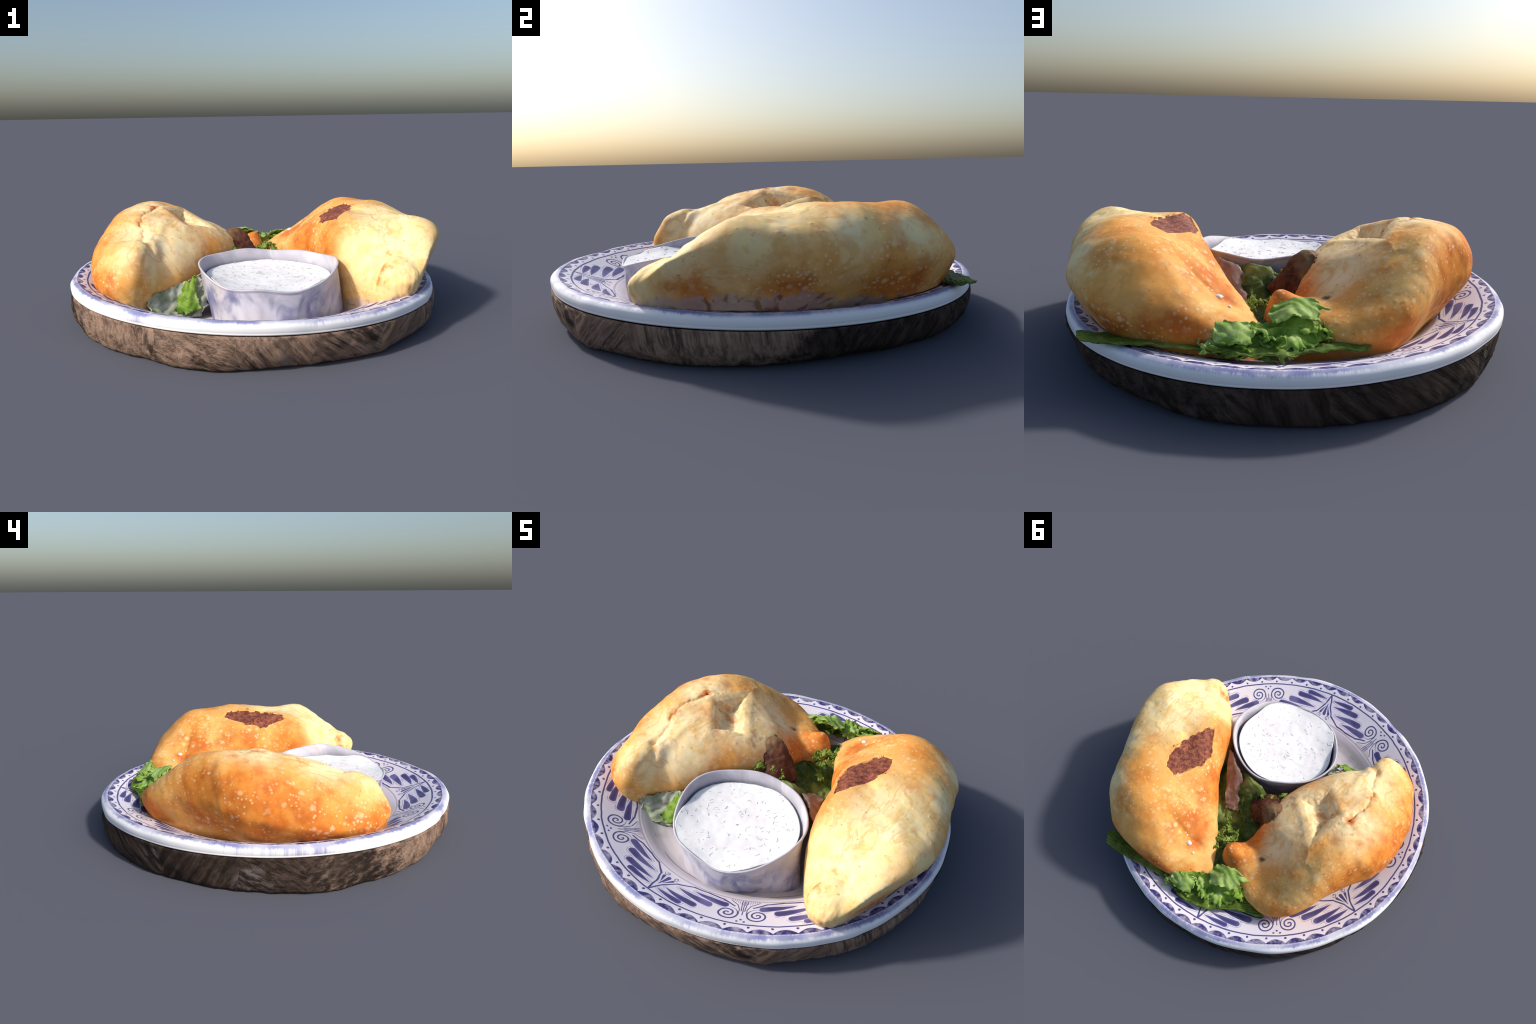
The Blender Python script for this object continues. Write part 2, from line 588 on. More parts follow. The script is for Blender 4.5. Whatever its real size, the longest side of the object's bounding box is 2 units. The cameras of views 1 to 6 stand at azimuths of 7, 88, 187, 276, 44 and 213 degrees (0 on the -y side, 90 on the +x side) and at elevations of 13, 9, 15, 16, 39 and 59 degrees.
# ------------------------------------------------------------------ stuffed pastries
def build_dough(centre, outline, heights, features, seed, power=3.0):
    """Closed dough body: a dome over a plan outline, tucked in under its widest line."""
    N, K = 720, 200
    row = closed_curve(outline, N)              # x, y, height of the widest line, inset of the foot
    O, ez, uc = row[:, :2], row[:, 2], np.maximum(row[:, 3], .005)
    c = np.array(centre)
    hp = np.array([h[:2] for h in heights])
    hz = np.array([h[2] for h in heights])
    rad_o = np.hypot(*(O - c).T)
    ang_o = np.unwrap(np.arctan2(*(O - c).T[::-1]))

    def reach(q):
        d = q - c
        a = np.arctan2(d[:, 1], d[:, 0])
        order = np.argsort(ang_o % (2 * np.pi))
        R = np.interp(a % (2 * np.pi), (ang_o % (2 * np.pi))[order], rad_o[order], period=2 * np.pi)
        return np.hypot(d[:, 0], d[:, 1]) / R

    def edge_at(q):
        d = q - c
        a = np.arctan2(d[:, 1], d[:, 0]) % (2 * np.pi)
        order = np.argsort(ang_o % (2 * np.pi))
        return np.interp(a, (ang_o % (2 * np.pi))[order], ez[order], period=2 * np.pi)
    fall = lambda s: np.sqrt(np.maximum(1 - np.minimum(s, 1) ** power, 0))
    sc = np.minimum(reach(hp), .93)
    top = thin_plate(hp, edge_at(hp) + (hz - edge_at(hp)) / fall(sc), 2e-4)
    rings = []
    for k in range(1, K + 1):
        s = math.sin(.5 * math.pi * k / K)
        q = c + s * (O - c)
        z = ez + np.maximum(top(q) - ez, .02) * fall(np.full(N, s))
        rings.append(np.column_stack([q, z]))
    base_r = np.hypot(O[:, 0], O[:, 1])
    M = 34
    nrm = (c - O) / rad_o[:, None]
    B = O + nrm * uc[:, None]
    bz = plate_z(np.hypot(B[:, 0], B[:, 1])) - .012
    for k in range(1, M + 1):
        t = k / M
        q = O + (B - O) * (math.sqrt(t * t + .06) - .245) / (math.sqrt(1.06) - .245)
        rings.append(np.column_stack([q, ez + (bz - ez) * t]))
    q = c + .6 * (B - c)
    rings.append(np.column_stack([q, plate_z(np.hypot(q[:, 0], q[:, 1])) - .012]))
    v = np.vstack(rings)
    ctr_z = ez.mean() + (top(np.array([centre]))[0] - ez.mean())
    faces = [f for f in grid_faces(len(rings), N)]
    c0 = len(v)
    v = np.vstack([v, [[*centre, ctr_z]], [[*centre, .05]]])
    faces = [f[::-1] for f in faces]
    faces += [(j, (j + 1) % N, c0) for j in range(N)]
    s = (len(rings) - 1) * N
    faces += [((j + 1) % N + s, j + s, c0 + 1) for j in range(N)]
    nr = vertex_normals(v, faces)
    if (nr[:K * N // 2, 2]).mean() < 0:
        faces = [f[::-1] for f in faces]
        nr = -nr
    d = fbm(v, 4.5, seed, 2) * .007 + fbm(v, 11, seed + 5, 2) * .0014 + fbm(v, 40, seed + 9, 2) * .0003
    # long soft wrinkles of the stretched skin
    d += fbm(v * np.array([1.0, 2.6, 1.6]) + fbm(v, 3, seed + 2, 2)[:, None] * .08, 5.0, seed + 7, 2) * .0028
    # fried blisters: small low domes
    for _ in range(200):
        i = RNG.integers(0, K * N)
        rr = RNG.uniform(.005, .013)
        dd = np.linalg.norm(v - v[i], axis=1)
        d += np.where(dd < rr, (1 - (dd / rr) ** 2) ** 2 * rr * .10, 0)
    d += features(v)
    v = v + nr * d[:, None]
    nr = vertex_normals(v, faces)
    return v, faces, nr


def build_pastry_right():
    base = thing("stuffed_pastry", "golden fried half-moon stuffed pastry with torn brown patch", "stuffed pastry", (.55, .18, .1))
    outline = [(.715, -.475, .25, .01), (.80, -.490, .27, .02), (.850, -.435, .29, .03), (.905, -.33, .37, .07), (.957, -.205, .42, .10), (.986, -.09, .43, .12), (.980, .05, .41, .11), (.945, .2, .38, .12),
               (.885, .35, .37, .15), (.815, .49, .37, .16), (.765, .60, .36, .14), (.69, .695, .34, .11), (.59, .765, .32, .08), (.45, .80, .29, .05), (.3, .81, .27, .03), (.17, .795, .25, .02), (.05, .73, .22, .02),
               (.0, .65, .20, .02), (.03, .55, .21, .03), (.10, .42, .24, .05), (.215, .265, .26, .06), (.315, .12, .27, .06), (.375, -.015, .27, .05), (.43, -.165, .26, .005), (.515, -.29, .22, .005), (.615, -.395, .22, .005)]
    heights = [(.79, -.41, .335), (.74, -.30, .405), (.82, -.25, .437), (.72, -.2, .455), (.68, -.08, .507), (.731, -.025, .518), (.62, .05, .518), (.60, .2, .542), (.55, .35, .535),
               (.52, .48, .535), (.47, .60, .522), (.58, .64, .49), (.35, .63, .458), (.2, .65, .345), (.169, .597, .325), (.1, .64, .285), (.05, .6, .25),
               (.458, -.041, .50), (.505, .35, .53), (.37, .111, .46), (.48, .15, .512), (.35, .3, .455), (.28, .42, .41), (.25, .53, .392), (.19, .42, .33),
               (.86, .13, .492), (.88, .02, .490), (.90, -.1, .508), (.79, .28, .512), (.72, .45, .510), (.90, .2, .458), (.945, -.14, .480), (.84, .42, .445), (.58, -.2, .43), (.66, -.3, .385), (.68, .58, .48), (.86, -.35, .365), (.45, .72, .43), (.62, .71, .41)]
    crease = [(.640, -.40, .30), (.675, -.36, .358), (.72, -.335, .385), (.78, -.33, .40)]
    fold = [(.33, .55, .43), (.26, .56, .39), (.19, .57, .335), (.12, .56, .28)]
    patch = [(.459, -.045), (.42, .02), (.366, .11), (.373, .20), (.41, .29), (.445, .362), (.510, .350), (.540, .29), (.558, .22), (.533, .11), (.492, .0)]

    def features(v):
        d = np.zeros(len(v))
        d -= .024 * np.exp(-(polyline_distance([c[:2] for c in crease], v[:, :2]) / .019) ** 2) * (v[:, 2] > .20)
        d += .009 * np.exp(-(np.linalg.norm(v - np.array([.75, -.43, .29]), axis=1) / .07) ** 2)
        d -= .014 * np.exp(-(polyline_distance(fold, v) / .022) ** 2)
        for cx, cy, cz, rr, h in [(.80, -.42, .32, .07, .010), (.86, -.02, .47, .09, .012), (.60, .15, .57, .06, .012), (.72, .36, .52, .10, .008), (.95, .02, .38, .08, .01), (.80, .58, .35, .09, .015)]:
            d += h * np.exp(-(np.linalg.norm(v - np.array([cx, cy, cz]), axis=1) / rr) ** 2)
        m = inside(patch, v[:, :2]) & (v[:, 2] > .36)
        d -= np.where(m, .006, 0)
        # pinched pleats on the tip
        tip = np.exp(-(np.linalg.norm(v - np.array([.80, -.46, .24]), axis=1) / .09) ** 2)
        d += tip * .007 * fbm(v * np.array([1, .45, .25]), 34, 4.0, 2)
        return d
    v, faces, nr = build_dough((.58, .18), outline, heights, features, 11.0)
    wob = .012 * fbm(v, 22, 2.0, 2)
    xy = v[:, :2] + np.column_stack([wob, -wob])
    mask = inside(patch, xy) & (v[:, 2] > .36)
    fm = [sum(mask[i] for i in f) >= 3 for f in faces]
    crust = crust_material("fried_crust_cream",
                           [((.74, -.30, .42), .26, .14), ((.76, .0, .55), .22, .12), ((.83, .3, .47), .10, .10), ((.74, .55, .44), .09, .08), ((.95, -.05, .42), .08, .07)],
                           [((.30, .25, .30), .17, .11), ((.42, -.05, .36), .10, .08), ((.22, .50, .30), .13, .07), ((.90, -.25, .22), .11, .08), ((.70, -.40, .28), .035, .03),
                            ((.86, .1, .24), .12, .08), ((.75, .5, .24), .12, .08), ((.3, .80, .20), .14, .08), ((.55, .75, .22), .10, .07)],
                           [((.93, -.02, .40), .008, .006), ((.70, -.39, .24), .010, .008)], foot=(.80, .30, .218))
    for name, sel, mat in (("crust", [not s for s in fm], crust), ("meat_filling", fm, filling_material())):
        pv, pf, idx = split_part(v, faces, sel)
        make_object(name, pv, pf, mat, base, normals=nr[idx])
    # coarse salt grains baked on
    salt = Nodes("salt_grain").finish((.88, .70, .62), .4, .5)
    n = 0
    for gx, gy, r in [(.169, .597, .017), (.12, .625, .009), (.205, .565, .007)]:
        i = np.argmin(np.hypot(v[:, 0] - gx, v[:, 1] - gy) + np.where(v[:, 2] < .2, 9, 0))
        blob("salt_grain", v[i], (r, r * .9, r * .6), salt, base, 3 + n)
        n += 1


def blob(name, centre, radii, material, parent, seed, rough=.18, count=(24, 14)):
    A, B = count
    v = []
    for i in range(B + 1):
        p = math.pi * i / B
        for j in range(A):
            t = 2 * math.pi * j / A
            v.append((math.sin(p) * math.cos(t), math.sin(p) * math.sin(t), math.cos(p)))
    v = np.array(v)
    v *= (1 + rough * fbm(v, 1.3, seed, 2))[:, None]
    v = v * np.array(radii) + np.array(centre)
    return make_object(name, v, [f[::-1] for f in grid_faces(B + 1, A)], material, parent)


def build_pastry_left():
    base = thing("stuffed_pastry", "browned fried half-moon stuffed pastry with cracked dented top", "stuffed pastry", (-.5, .05, .1))
    outline = [(-.52, -.605, .26, .03), (-.62, -.60, .26, .03), (-.72, -.53, .25, .05), (-.775, -.42, .25, .09), (-.838, -.28, .26, .15), (-.858, -.1, .29, .15), (-.852, .05, .32, .13), (-.815, .17, .35, .13),
               (-.745, .285, .36, .14), (-.665, .41, .35, .14), (-.60, .535, .31, .12), (-.52, .63, .27, .09), (-.42, .675, .25, .04), (-.3, .665, .23, .03), (-.2, .615, .22, .03), (-.1, .56, .21, .03), (-.02, .51, .20, .02),
               (.005, .45, .20, .02), (-.06, .36, .20, .02), (-.09, .27, .22, .02), (-.08, .17, .24, .02), (-.10, .05, .27, .03), (-.152, -.09, .28, .02), (-.25, -.27, .24, .01), (-.335, -.385, .22, .01), (-.41, -.445, .23, .03), (-.46, -.54, .25, .03)]
    heights = [(-.65, .12, .555), (-.56, .12, .550), (-.567, .034, .548), (-.581, -.192, .500), (-.538, -.27, .458), (-.512, -.383, .44), (-.525, -.45, .44), (-.54, -.54, .375), (-.464, .045, .520), (-.355, -.065, .475),
               (-.269, .03, .440), (-.463, .225, .505), (-.236, .427, .293), (-.62, .30, .545), (-.70, .27, .52), (-.55, .42, .48), (-.62, .43, .46), (-.50, .53, .385), (-.40, .40, .425), (-.36, .25, .458), (-.30, .55, .29), (-.75, .0, .518), (-.77, -.18, .46),
               (-.70, -.38, .395), (-.64, -.28, .45), (-.64, -.5, .365), (-.2, .16, .40), (-.22, -.10, .405), (-.30, -.25, .395), (-.42, -.25, .46), (-.12, .42, .285), (-.06, .47, .270), (-.39, -.35, .385), (-.15, .25, .345), (-.22, .33, .338), (-.11, .36, .245), (-.45, -.12, .505), (-.74, .15, .53), (-.45, -.47, .355)]
    crack = [(-.56, .045, .55), (-.567, -.01, .545), (-.59, -.08, .53), (-.585, -.19, .50), (-.555, -.23, .47), (-.538, -.28, .45), (-.512, -.385, .43), (-.47, -.41, .40)]
    side_crack = [(-.236, .427, .293), (-.27, .40, .32), (-.31, .41, .33), (-.36, .38, .38), (-.43, .37, .42)]
    dent = [(-.468, .045), (-.440, .205), (-.270, .030), (-.355, -.062)]   # four corners pressed into the slope

    def features(v):
        d = np.zeros(len(v))
        jx, jy = fbm(v, 26, 6.0, 2) * .012, fbm(v, 26, 16.0, 2) * .012
        dc = polyline_distance(crack, v + np.column_stack([jx, jy, 0 * jx]))
        d -= (.010 + .008 * fbm(v, 8, 3.0, 2)) * np.exp(-(dc / .008) ** 2)
        d += .0035 * np.exp(-((dc - .03) / .02) ** 2)
        d -= .008 * np.exp(-(polyline_distance(side_crack, v) / .009) ** 2)
        up = (v[:, 2] > .36)
        q = v[:, :2] + np.column_stack([jx, jy]) * .6
        depth = np.full(len(v), 9.0)                     # distance inside the dent's four sides
        for a, b in zip(dent, dent[1:] + dent[:1]):
            a, b = np.array(a), np.array(b)
            e = (b - a) / np.linalg.norm(b - a)
            depth = np.minimum(depth, (q - a) @ np.array([e[1], -e[0]]))
        d -= .042 * smoothstep(-.020, .036, depth) * up
        d += .008 * np.exp(-((depth + .045) / .03) ** 2) * up
        stub = np.exp(-(np.hypot(v[:, 0] + .062, v[:, 1] - .475) / .048) ** 2) * (v[:, 2] > .18)
        d += .058 * stub
        for cx, cy, cz, rr, h in [(-.53, -.50, .38, .07, .018), (-.78, .05, .45, .12, .010), (-.62, -.42, .39, .06, .008), (-.55, .50, .36, .10, .008)]:
            d += h * np.exp(-(np.linalg.norm(v - np.array([cx, cy, cz]), axis=1) / rr) ** 2)
        valley = [(-.455, -.50, .33), (-.47, -.42, .40), (-.52, -.37, .43)]
        d -= .020 * np.exp(-(polyline_distance(valley, v) / .022) ** 2)
        return d
    v, faces, nr = build_dough((-.46, .08), outline, heights, features, 23.0)
    crust = crust_material("fried_crust_amber",
                           [((-.45, -.25, .42), .21, .10), ((-.33, .10, .44), .19, .09), ((-.52, -.46, .36), .10, .06), ((-.60, .05, .53), .13, .09), ((-.30, .32, .36), .12, .09)],
                           [((-.86, .05, .34), .22, .10), ((-.80, .12, .46), .11, .06), ((-.72, .33, .44), .10, .06), ((-.83, -.12, .40), .08, .05), ((-.84, -.28, .27), .17, .09), ((-.76, .28, .34), .17, .09), ((-.70, -.55, .24), .10, .06), ((-.06, .47, .28), .10, .05), ((-.10, .33, .26), .09, .06), ((-.55, .62, .22), .10, .08),
                            ((-.567, .034, .53), .025, .03), ((-.585, -.17, .49), .022, .03), ((-.46, .10, .47), .035, .03), ((-.39, .06, .455), .025, .03)],
                           [((-.236, .427, .285), .015, .010), ((-.20, .10, .385), .016, .008), ((-.466, .04, .485), .014, .008), ((-.56, .045, .535), .012, .008)], speckle=.95, seed=3.7, creams=((.95, .72, .35), (.97, .85, .56)))
    make_object("crust", v, faces, crust, base, normals=nr)


# ------------------------------------------------------------------ sauce cup
CUP = np.array([.11, -.345])


def cup_rim(ang):
    """Height of the cup lip round its axis: lower and crumpled at the front."""
    s = -np.sin(ang)
    return .324 - .062 * smoothstep(.1, 1.0, s) + .006 * np.sin(3 * ang + .6) + .004 * np.sin(7 * ang)


def build_cup():
    base = thing("sauce_cup", "clear plastic cup of white herb dipping sauce", "sauce cup", (*CUP, .06))
    N = 260
    ang = np.linspace(0, 2 * np.pi, N, endpoint=False)
    ca, sa = np.cos(ang), np.sin(ang)
    rim = cup_rim(ang)
    R = .352 - .038 * smoothstep(.15, .95, -np.sin(ang + .30)) + .006 * np.sin(2 * ang + 1) + .004 * np.sin(5 * ang)
    foot = .285 + .105 * np.exp(-((ang - 2 * np.pi * (ang > np.pi) - .12) / .33) ** 2)
    wave = np.array([noise.fractal(Vector((1.9 * c, 1.9 * s, 4.4)), .6, 2, 3) for c, s in zip(ca, sa)])
    rings = []

    def ring(rad, z):
        rings.append(np.stack([CUP[0] + rad * ca, CUP[1] + rad * sa, z + 0 * ca], 1))
    for t in np.linspace(0, 1, 26):
        ring(foot + (R - .008 - foot) * t ** .9 + wave * .014 * math.sin(math.pi * t), .055 + (rim - .012 - .055) * t)
    ring(R - .002, rim - .006)
    ring(R, rim)
    ring(R - .006, rim + .003)
    ring(R - .012, rim - .001)
    for t in np.linspace(1, 0, 14)[1:]:
        ring((foot - .01) + (R - .018 - foot + .01) * t ** .6, .062 + (rim - .01 - .062) * t)
    v = np.vstack(rings)
    faces = grid_faces(len(rings), N)
    make_object("cup", v, faces, cup_material(), base)
    # sauce surface: level at the back, climbing over the lip in front
    rings = []
    K = 60
    for k in range(1, K + 1):
        s = k / K
        Rs = R - .040 + .034 * smoothstep(.2, .9, -sa)
        rad = Rs * s
        edge = .268 + (rim - .268) * smoothstep(.1, .8, -sa)
        z = .251 + (edge - .251) * s ** 4
        rings.append(np.stack([CUP[0] + rad * ca, CUP[1] + rad * sa, z + 0 * ca], 1))
    Rs = R - .040 + .034 * smoothstep(.2, .9, -sa)
    rings.append(np.stack([CUP[0] + Rs * .80 * ca, CUP[1] + Rs * .80 * sa, rim - .115], 1))
    v = np.vstack(rings + [np.array([[*CUP, .251]])])
    v[:, 2] += .0035 * fbm(v, 7, 31.0, 3)
    faces = grid_faces(len(rings), N) + [(len(v) - 1, j, (j + 1) % N) for j in range(N)]
    make_object("sauce", v, faces, sauce_material(), base)
    top = v[:K * N]
    # chopped herb flecks lying in the sauce
    fv, ff = [], []
    for _ in range(170):
        a, s = RNG.uniform(0, 2 * np.pi), math.sqrt(RNG.uniform(0, .95))
        i = int(min(K - 1, s * K)) * N + int(a / (2 * np.pi) * N) % N
        c = top[i] + np.array([0, 0, .0006])
        L, W, t = RNG.uniform(.003, .013), RNG.uniform(.0010, .0020), RNG.normal(.5, .9)
        d, e = np.array([math.cos(t), math.sin(t), 0]), np.array([-math.sin(t), math.cos(t), 0])
        bend = RNG.uniform(-.3, .3) * L
        b0 = len(fv)
        for u in (-1, -.4, .4, 1):
            wv = W * (1 - .7 * u * u)
            m = c + d * L * u + e * bend * u * u
            fv += [m + e * wv - [0, 0, .001], m + [0, 0, .0012], m - e * wv - [0, 0, .001]]
        for k in range(3):
            q = b0 + k * 3
            ff += [(q, q + 1, q + 4, q + 3), (q + 1, q + 2, q + 5, q + 4)]
    fl = make_object("herb_fleck", np.array(fv), ff, herb_material(), base)
    fl["kind"] = "stuff"


# ------------------------------------------------------------------ salad
def leaf_sheet(name, rows, material, label, ruffle=.012, freq=34, seed=1.0, thick=.006, teeth=.012, nu=110, nv=70, parent=None):
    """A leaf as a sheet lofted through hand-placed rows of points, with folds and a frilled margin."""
    R = np.array(rows, float)
    along = np.stack([open_curve(r, nu) for r in R])                 # rows x nu x 3
    g = np.stack([open_curve(along[:, j], nv) for j in range(nu)], 1)  # nv x nu x 3
    u = np.linspace(0, 1, nu)[None, :]
    w = np.linspace(0, 1, nv)[:, None]
    rim = np.minimum(np.minimum(u, 1 - u), np.minimum(w, 1 - w))
    margin = np.exp(-rim / .10)
    v = g.reshape(-1, 3)
    faces = grid_faces(nv, nu, closed=False)
    nr = vertex_normals(v, faces)
    d = fbm(v, 9, seed, 3) * ruffle * 1.2
    wave = (np.sin(freq * (u + .13 * np.sin(5 * w + seed))) * np.cos(freq * .8 * (w + .1 * np.sin(6 * u)) + seed)).reshape(-1)
    d += wave * ruffle * (.35 + 1.1 * margin.reshape(-1))
    v = v + nr * d[:, None]
    # ragged teeth: margin points pushed along the sheet
    mid = g.reshape(-1, 3).mean(0)
    out = v - mid
    out /= np.maximum(np.linalg.norm(out, axis=1, keepdims=True), 1e-6)
    v = v + out * (teeth * fbm(v, 42, seed + 3, 2) * np.exp(-rim / .05).reshape(-1))[:, None]
    nr = vertex_normals(v, faces)
    n = len(v)
    vv = np.vstack([v + nr * thick / 2, v - nr * thick / 2])
    ff = list(faces) + [tuple(i + n for i in f[::-1]) for f in faces]
    loop = [j for j in range(nu)] + [i * nu + nu - 1 for i in range(1, nv)] + [(nv - 1) * nu + j for j in range(nu - 2, -1, -1)] + [i * nu for i in range(nv - 2, 0, -1)]
    for a, b in zip(loop, loop[1:] + loop[:1]):
        ff.append((b, a, a + n, b + n))
    ob = make_object(name, vv, ff, material, parent)
    if parent is None:
        ob["label"] = label
        ob["category"] = "lettuce"
    return ob


def build_salad():
    green = leaf_material("lettuce_green", (.060, .150, .010), (.30, .48, .060), (.54, .68, .22))
    pale = leaf_material("lettuce_pale", (.20, .36, .045), (.44, .60, .17), (.68, .80, .45))
    olive = leaf_material("lettuce_olive", (.07, .130, .016), (.20, .29, .040), (.34, .42, .11))
    brown = leaf_material("lettuce_red", (.055, .016, .012), (.17, .06, .035), (.30, .20, .09))
    shade = leaf_material("lettuce_shreds", (.02, .055, .01), (.12, .20, .04), (.30, .36, .10))
    # flat leaf sticking out over the rim, under the right pastry
    leaf_sheet("lettuce_leaf", [[(.66, .77, .215), (.55, .74, .20), (.42, .73, .18), (.25, .73, .17), (.08, .74, .15)],
                                [(.65, .80, .222), (.54, .80, .213), (.40, .79, .203), (.22, .78, .195), (.06, .80, .185)],
                                [(.617, .846, .214), (.51, .850, .214), (.375, .835, .210), (.221, .82, .205), (.05, .85, .205)]],
               olive, "flat olive green lettuce leaf lying on the rim", ruffle=.004, seed=2.0, teeth=.006)
    leaf_sheet("lettuce_leaf", [[(.16, .72, .20), (.02, .70, .20), (-.15, .66, .19), (-.30, .63, .18), (-.42, .60, .18)],
                                [(.13, .80, .205), (.01, .80, .210), (-.14, .75, .205), (-.30, .67, .195), (-.41, .63, .185)],
                                [(.09, .845, .203), (-.007, .853, .205), (-.12, .825, .202), (-.245, .742, .200), (-.41, .685, .192)]],
               olive, "flat green lettuce leaf spread on the plate", ruffle=.006, seed=3.0, teeth=.012)
    # ruffled head leaf standing between the two pastries
    leaf_sheet("lettuce_leaf", [[(.17, .725, .230), (.11, .74, .275), (.03, .69, .250), (-.05, .65, .270), (-.11, .59, .318), (-.20, .565, .295)],
                                [(.17, .755, .225), (.10, .775, .248), (.02, .750, .232), (-.06, .720, .250), (-.13, .65, .295), (-.215, .64, .255)],
                                [(.17, .78, .205), (.09, .805, .210), (.01, .79, .205), (-.07, .77, .215), (-.14, .715, .235), (-.22, .68, .210)],
                                [(.15, .81, .195), (.07, .835, .198), (.00, .83, .195), (-.08, .81, .195), (-.15, .765, .195), (-.22, .72, .190)]],
               green, "ruffled bright green lettuce leaf between the pastries", ruffle=.012, freq=15, seed=5.0, teeth=.022, nu=150, nv=90)
    leaf_sheet("lettuce_leaf", [[(-.05, .60, .30), (-.11, .585, .335), (-.18, .58, .325), (-.25, .585, .30)],
                                [(-.04, .645, .285), (-.11, .63, .325), (-.17, .625, .315), (-.215, .615, .30)],
                                [(-.06, .71, .275), (-.12, .70, .295), (-.17, .68, .288), (-.22, .655, .272)]],
               pale, "pale curled lettuce leaf lying on the pastry edge", ruffle=.008, freq=14, seed=7.0, teeth=.014)
    leaf_sheet("lettuce_leaf", [[(.14, .765, .285), (.08, .755, .288), (.02, .725, .268)],
                                [(.14, .80, .262), (.08, .80, .262), (.01, .77, .255)],
                                [(.14, .82, .235), (.08, .83, .235), (.00, .81, .232)]],
               pale, "pale curled lettuce leaf tip", ruffle=.008, freq=12, seed=8.0, teeth=.012)
    # loose frilly pieces heaped on the head leaf
    pieces = [(.12, .775, .258, .05, .035, .3), (.03, .775, .245, .05, .03, 1.0), (-.05, .755, .255, .055, .03, 2.0), (-.20, .675, .255, .05, .03, .4), (-.14, .745, .232, .05, .03, 1.4), (.06, .81, .215, .05, .022, .1),
              (-.08, .79, .214, .05, .025, 2.6), (-.25, .655, .262, .035, .02, 1.2), (.15, .80, .225, .05, .025, .8), (-.02, .815, .210, .045, .02, .5), (-.01, .735, .25, .04, .03, 2.9)]
    for k, (x, y, z, a, b, t) in enumerate(pieces):
        d, e = np.array([math.cos(t), math.sin(t), .15 * math.sin(3 * k)]), np.array([-math.sin(t), math.cos(t), -.35])
        c3 = np.array([x, y - .015, z - .012])
        rows = [[c3 + d * a * (p - .5) * 2 + e * b * q + np.array([0, 0, .014 * math.cos(4 * p + k) - .010 * q * q]) for p in (0, .3, .7, 1)] for q in (-1, 0, 1)]
        leaf_sheet("lettuce_leaf", rows, pale if k % 2 == 0 else green, "small frilly green lettuce piece", ruffle=.011, freq=11, seed=70.0 + k, thick=.004, teeth=.034, nu=70, nv=40)
    # dark curled leaf leaning on the left pastry beside the cup
    leaf_sheet("lettuce_leaf", [[(-.22, .13, .36), (-.17, .08, .35), (-.12, .04, .315), (-.06, .02, .265), (.0, .02, .22)],
                                [(-.19, .17, .39), (-.13, .14, .40), (-.07, .11, .345), (-.01, .09, .275), (.04, .08, .22)],
                                [(-.17, .195, .393), (-.115, .18, .410), (-.05, .165, .355), (.0, .16, .285), (.045, .15, .22)],
                                [(-.16, .23, .33), (-.10, .215, .34), (-.04, .20, .29), (.0, .185, .24), (.03, .18, .18)],
                                [(-.14, .26, .26), (-.09, .24, .25), (-.04, .22, .22), (.0, .20, .19), (.03, .19, .15)]],
               brown, "dark red brown curled lettuce leaf", ruffle=.010, freq=15, seed=9.0, teeth=.012)
    # shredded salad filling the hollow between pastries and cup
    v, N, K = [], 120, 40
    hollow = closed_curve([(.06, .62), (.16, .40), (.26, .22), (.36, .06), (.38, -.06), (.28, -.02), (.12, .02), (-.02, .04), (-.14, .10), (-.12, .28), (-.08, .42), (-.04, .56)], N)
    c = np.array([.11, .20])
    for k in range(1, K + 1):
        q = c + (hollow - c) * k / K
        v.append(np.column_stack([q, np.full(N, .0)]))
    v = np.vstack(v + [np.array([[*c, 0]])])
    lump = fbm(v, 9, 41.0, 4)
    v[:, 2] = .150 + .030 * lump + .05 * smoothstep(.25, .55, v[:, 1]) + .15 * np.exp(-(np.hypot((v[:, 0] - .12) / 1.5, v[:, 1] - .03) / .10) ** 2) + .07 * np.exp(-(np.hypot(v[:, 0] + .02, v[:, 1] - .27) / .06) ** 2) - .04 * np.exp(-(np.hypot(v[:, 0] - .16, v[:, 1] - .26) / .09) ** 2) + .05 * np.exp(-(np.hypot(v[:, 0] - .30, v[:, 1] + .02) / .08) ** 2)
    ob = make_object("salad_bed", v, grid_faces(K, N) + [(len(v) - 1, j, (j + 1) % N) for j in range(N)], shade)
    ob["label"] = "dark shredded lettuce heaped between the pastries"
    ob["category"] = "salad"
    # frilly shreds on it
    frill = leaf_material("lettuce_frill", (.10, .18, .02), (.28, .38, .06), (.45, .52, .16))
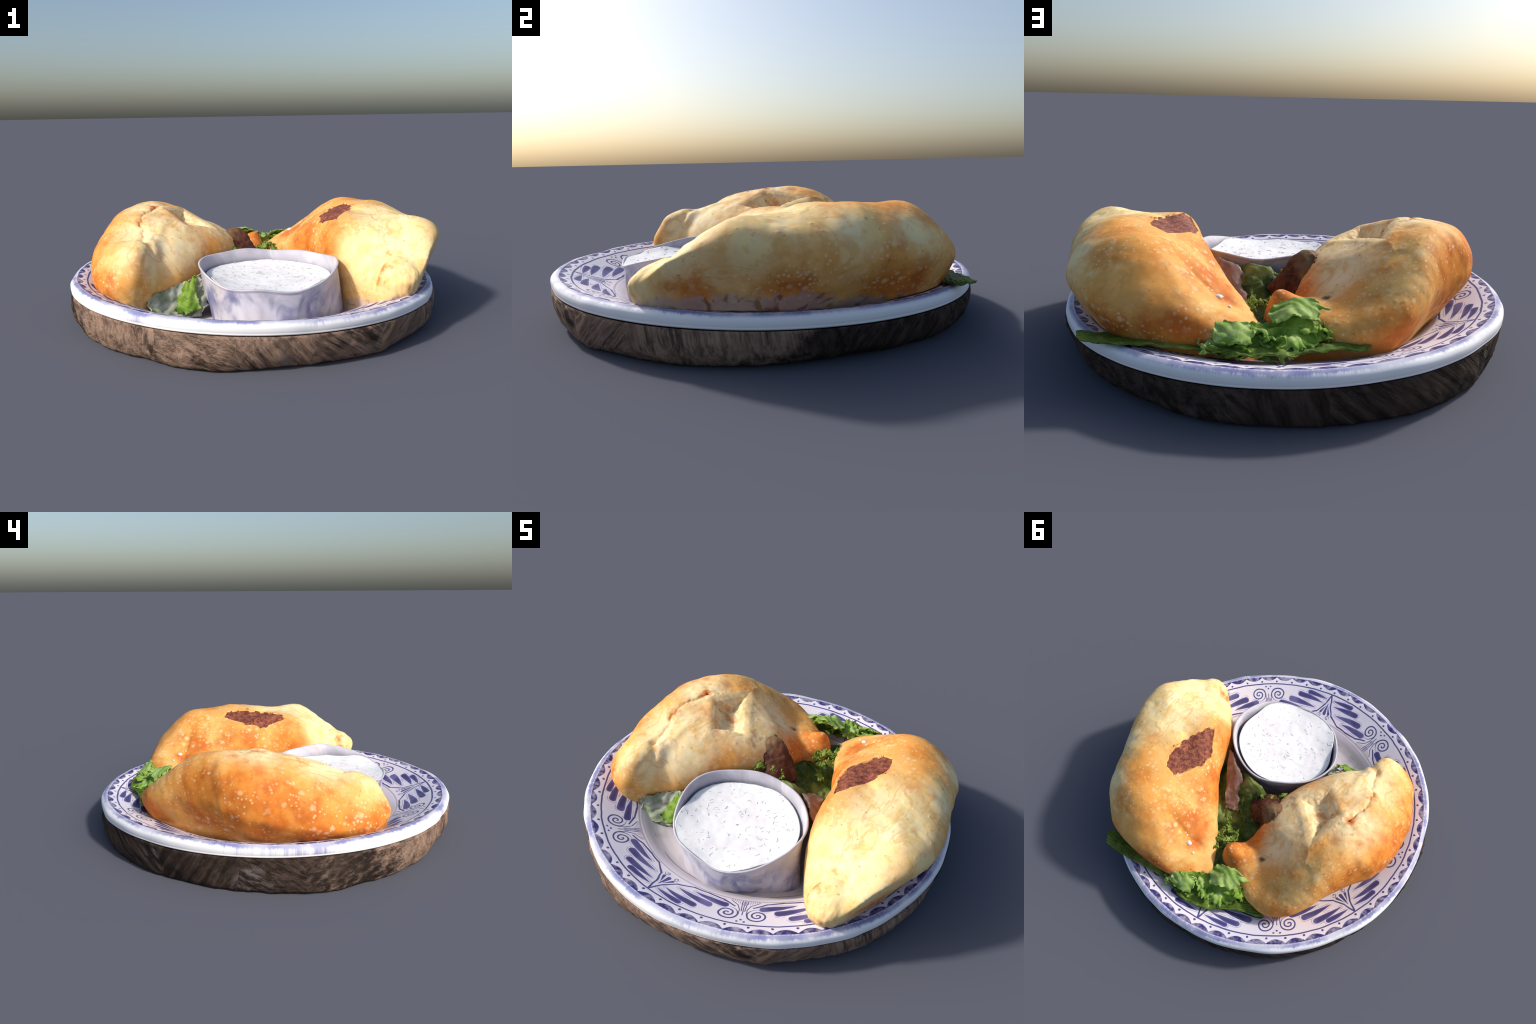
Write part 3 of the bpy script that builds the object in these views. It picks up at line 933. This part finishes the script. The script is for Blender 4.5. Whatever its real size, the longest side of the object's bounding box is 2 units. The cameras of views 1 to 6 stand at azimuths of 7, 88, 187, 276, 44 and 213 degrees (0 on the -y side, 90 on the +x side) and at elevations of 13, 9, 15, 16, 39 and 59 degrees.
    for k, (x, y, z, L, t) in enumerate([(.05, .44, .245, .07, .3), (.09, .40, .235, .06, 1.2), (.0, .38, .235, .06, 2.2), (.06, .35, .225, .06, -.4), (.02, .42, .25, .05, .9), (-.05, .06, .29, .06, .2), (-.10, .02, .30, .05, .8), (-.01, .08, .27, .05, -.5), (.07, .48, .25, .05, 1.9), (.10, .30, .20, .07, 2.6)]):
        d = np.array([math.cos(t), math.sin(t), .1])
        e = np.array([-math.sin(t), math.cos(t), .25])
        c3 = np.array([x, y, z])
        rows = [[c3 + d * L * (a - .5) + e * b + np.array([0, 0, .012 * math.sin(5 * a + k)]) for a in (0, .33, .66, 1)] for b in (-.016, 0, .016)]
        leaf_sheet("lettuce_shred", rows, frill, "frilly yellow green lettuce shred", ruffle=.008, freq=18, seed=50.0 + k, thick=.004, teeth=.02, nu=40, nv=16, parent=ob)
    # ham slice between the cup and the right pastry
    ham = onion_material()
    leaf_sheet("ham_slice", [[(.38, -.08, .275), (.34, .0, .265), (.28, .10, .215), (.235, .17, .175), (.20, .22, .14)],
                             [(.33, -.05, .305), (.27, .03, .285), (.20, .11, .225), (.165, .16, .180), (.14, .20, .14)],
                             [(.25, .0, .285), (.20, .04, .285), (.14, .10, .210), (.115, .14, .170), (.10, .18, .13)]],
               ham, "", ruffle=.006, freq=9, seed=13.0, teeth=.008, parent=ob)
    # pale crumpled leaves caught between the front of the cup and the left pastry
    folds = leaf_material("lettuce_rib", (.30, .34, .22), (.58, .58, .50), (.24, .40, .07), .1)
    leaf_sheet("lettuce_leaf", [[(-.24, -.30, .25), (-.31, -.39, .23), (-.39, -.45, .20), (-.47, -.53, .18)],
                                [(-.22, -.35, .205), (-.28, -.42, .155), (-.36, -.47, .115), (-.44, -.54, .12)],
                                [(-.18, -.43, .120), (-.24, -.48, .082), (-.32, -.52, .078), (-.42, -.57, .100)]],
               folds, "pale crumpled lettuce between cup and pastry", ruffle=.013, freq=16, seed=17.0, teeth=.016)
    leaf_sheet("lettuce_leaf", [[(-.250, -.38, .27), (-.275, -.40, .245), (-.305, -.41, .215)],
                                [(-.240, -.42, .19), (-.275, -.45, .17), (-.325, -.46, .155)],
                                [(-.21, -.47, .12), (-.26, -.50, .105), (-.34, -.505, .11)]],
               green, "small green lettuce frill beside the cup", ruffle=.008, freq=12, seed=18.0, teeth=.02, thick=.004)


build_board()
build_plate()
build_pastry_right()
build_pastry_left()
build_cup()
build_salad()
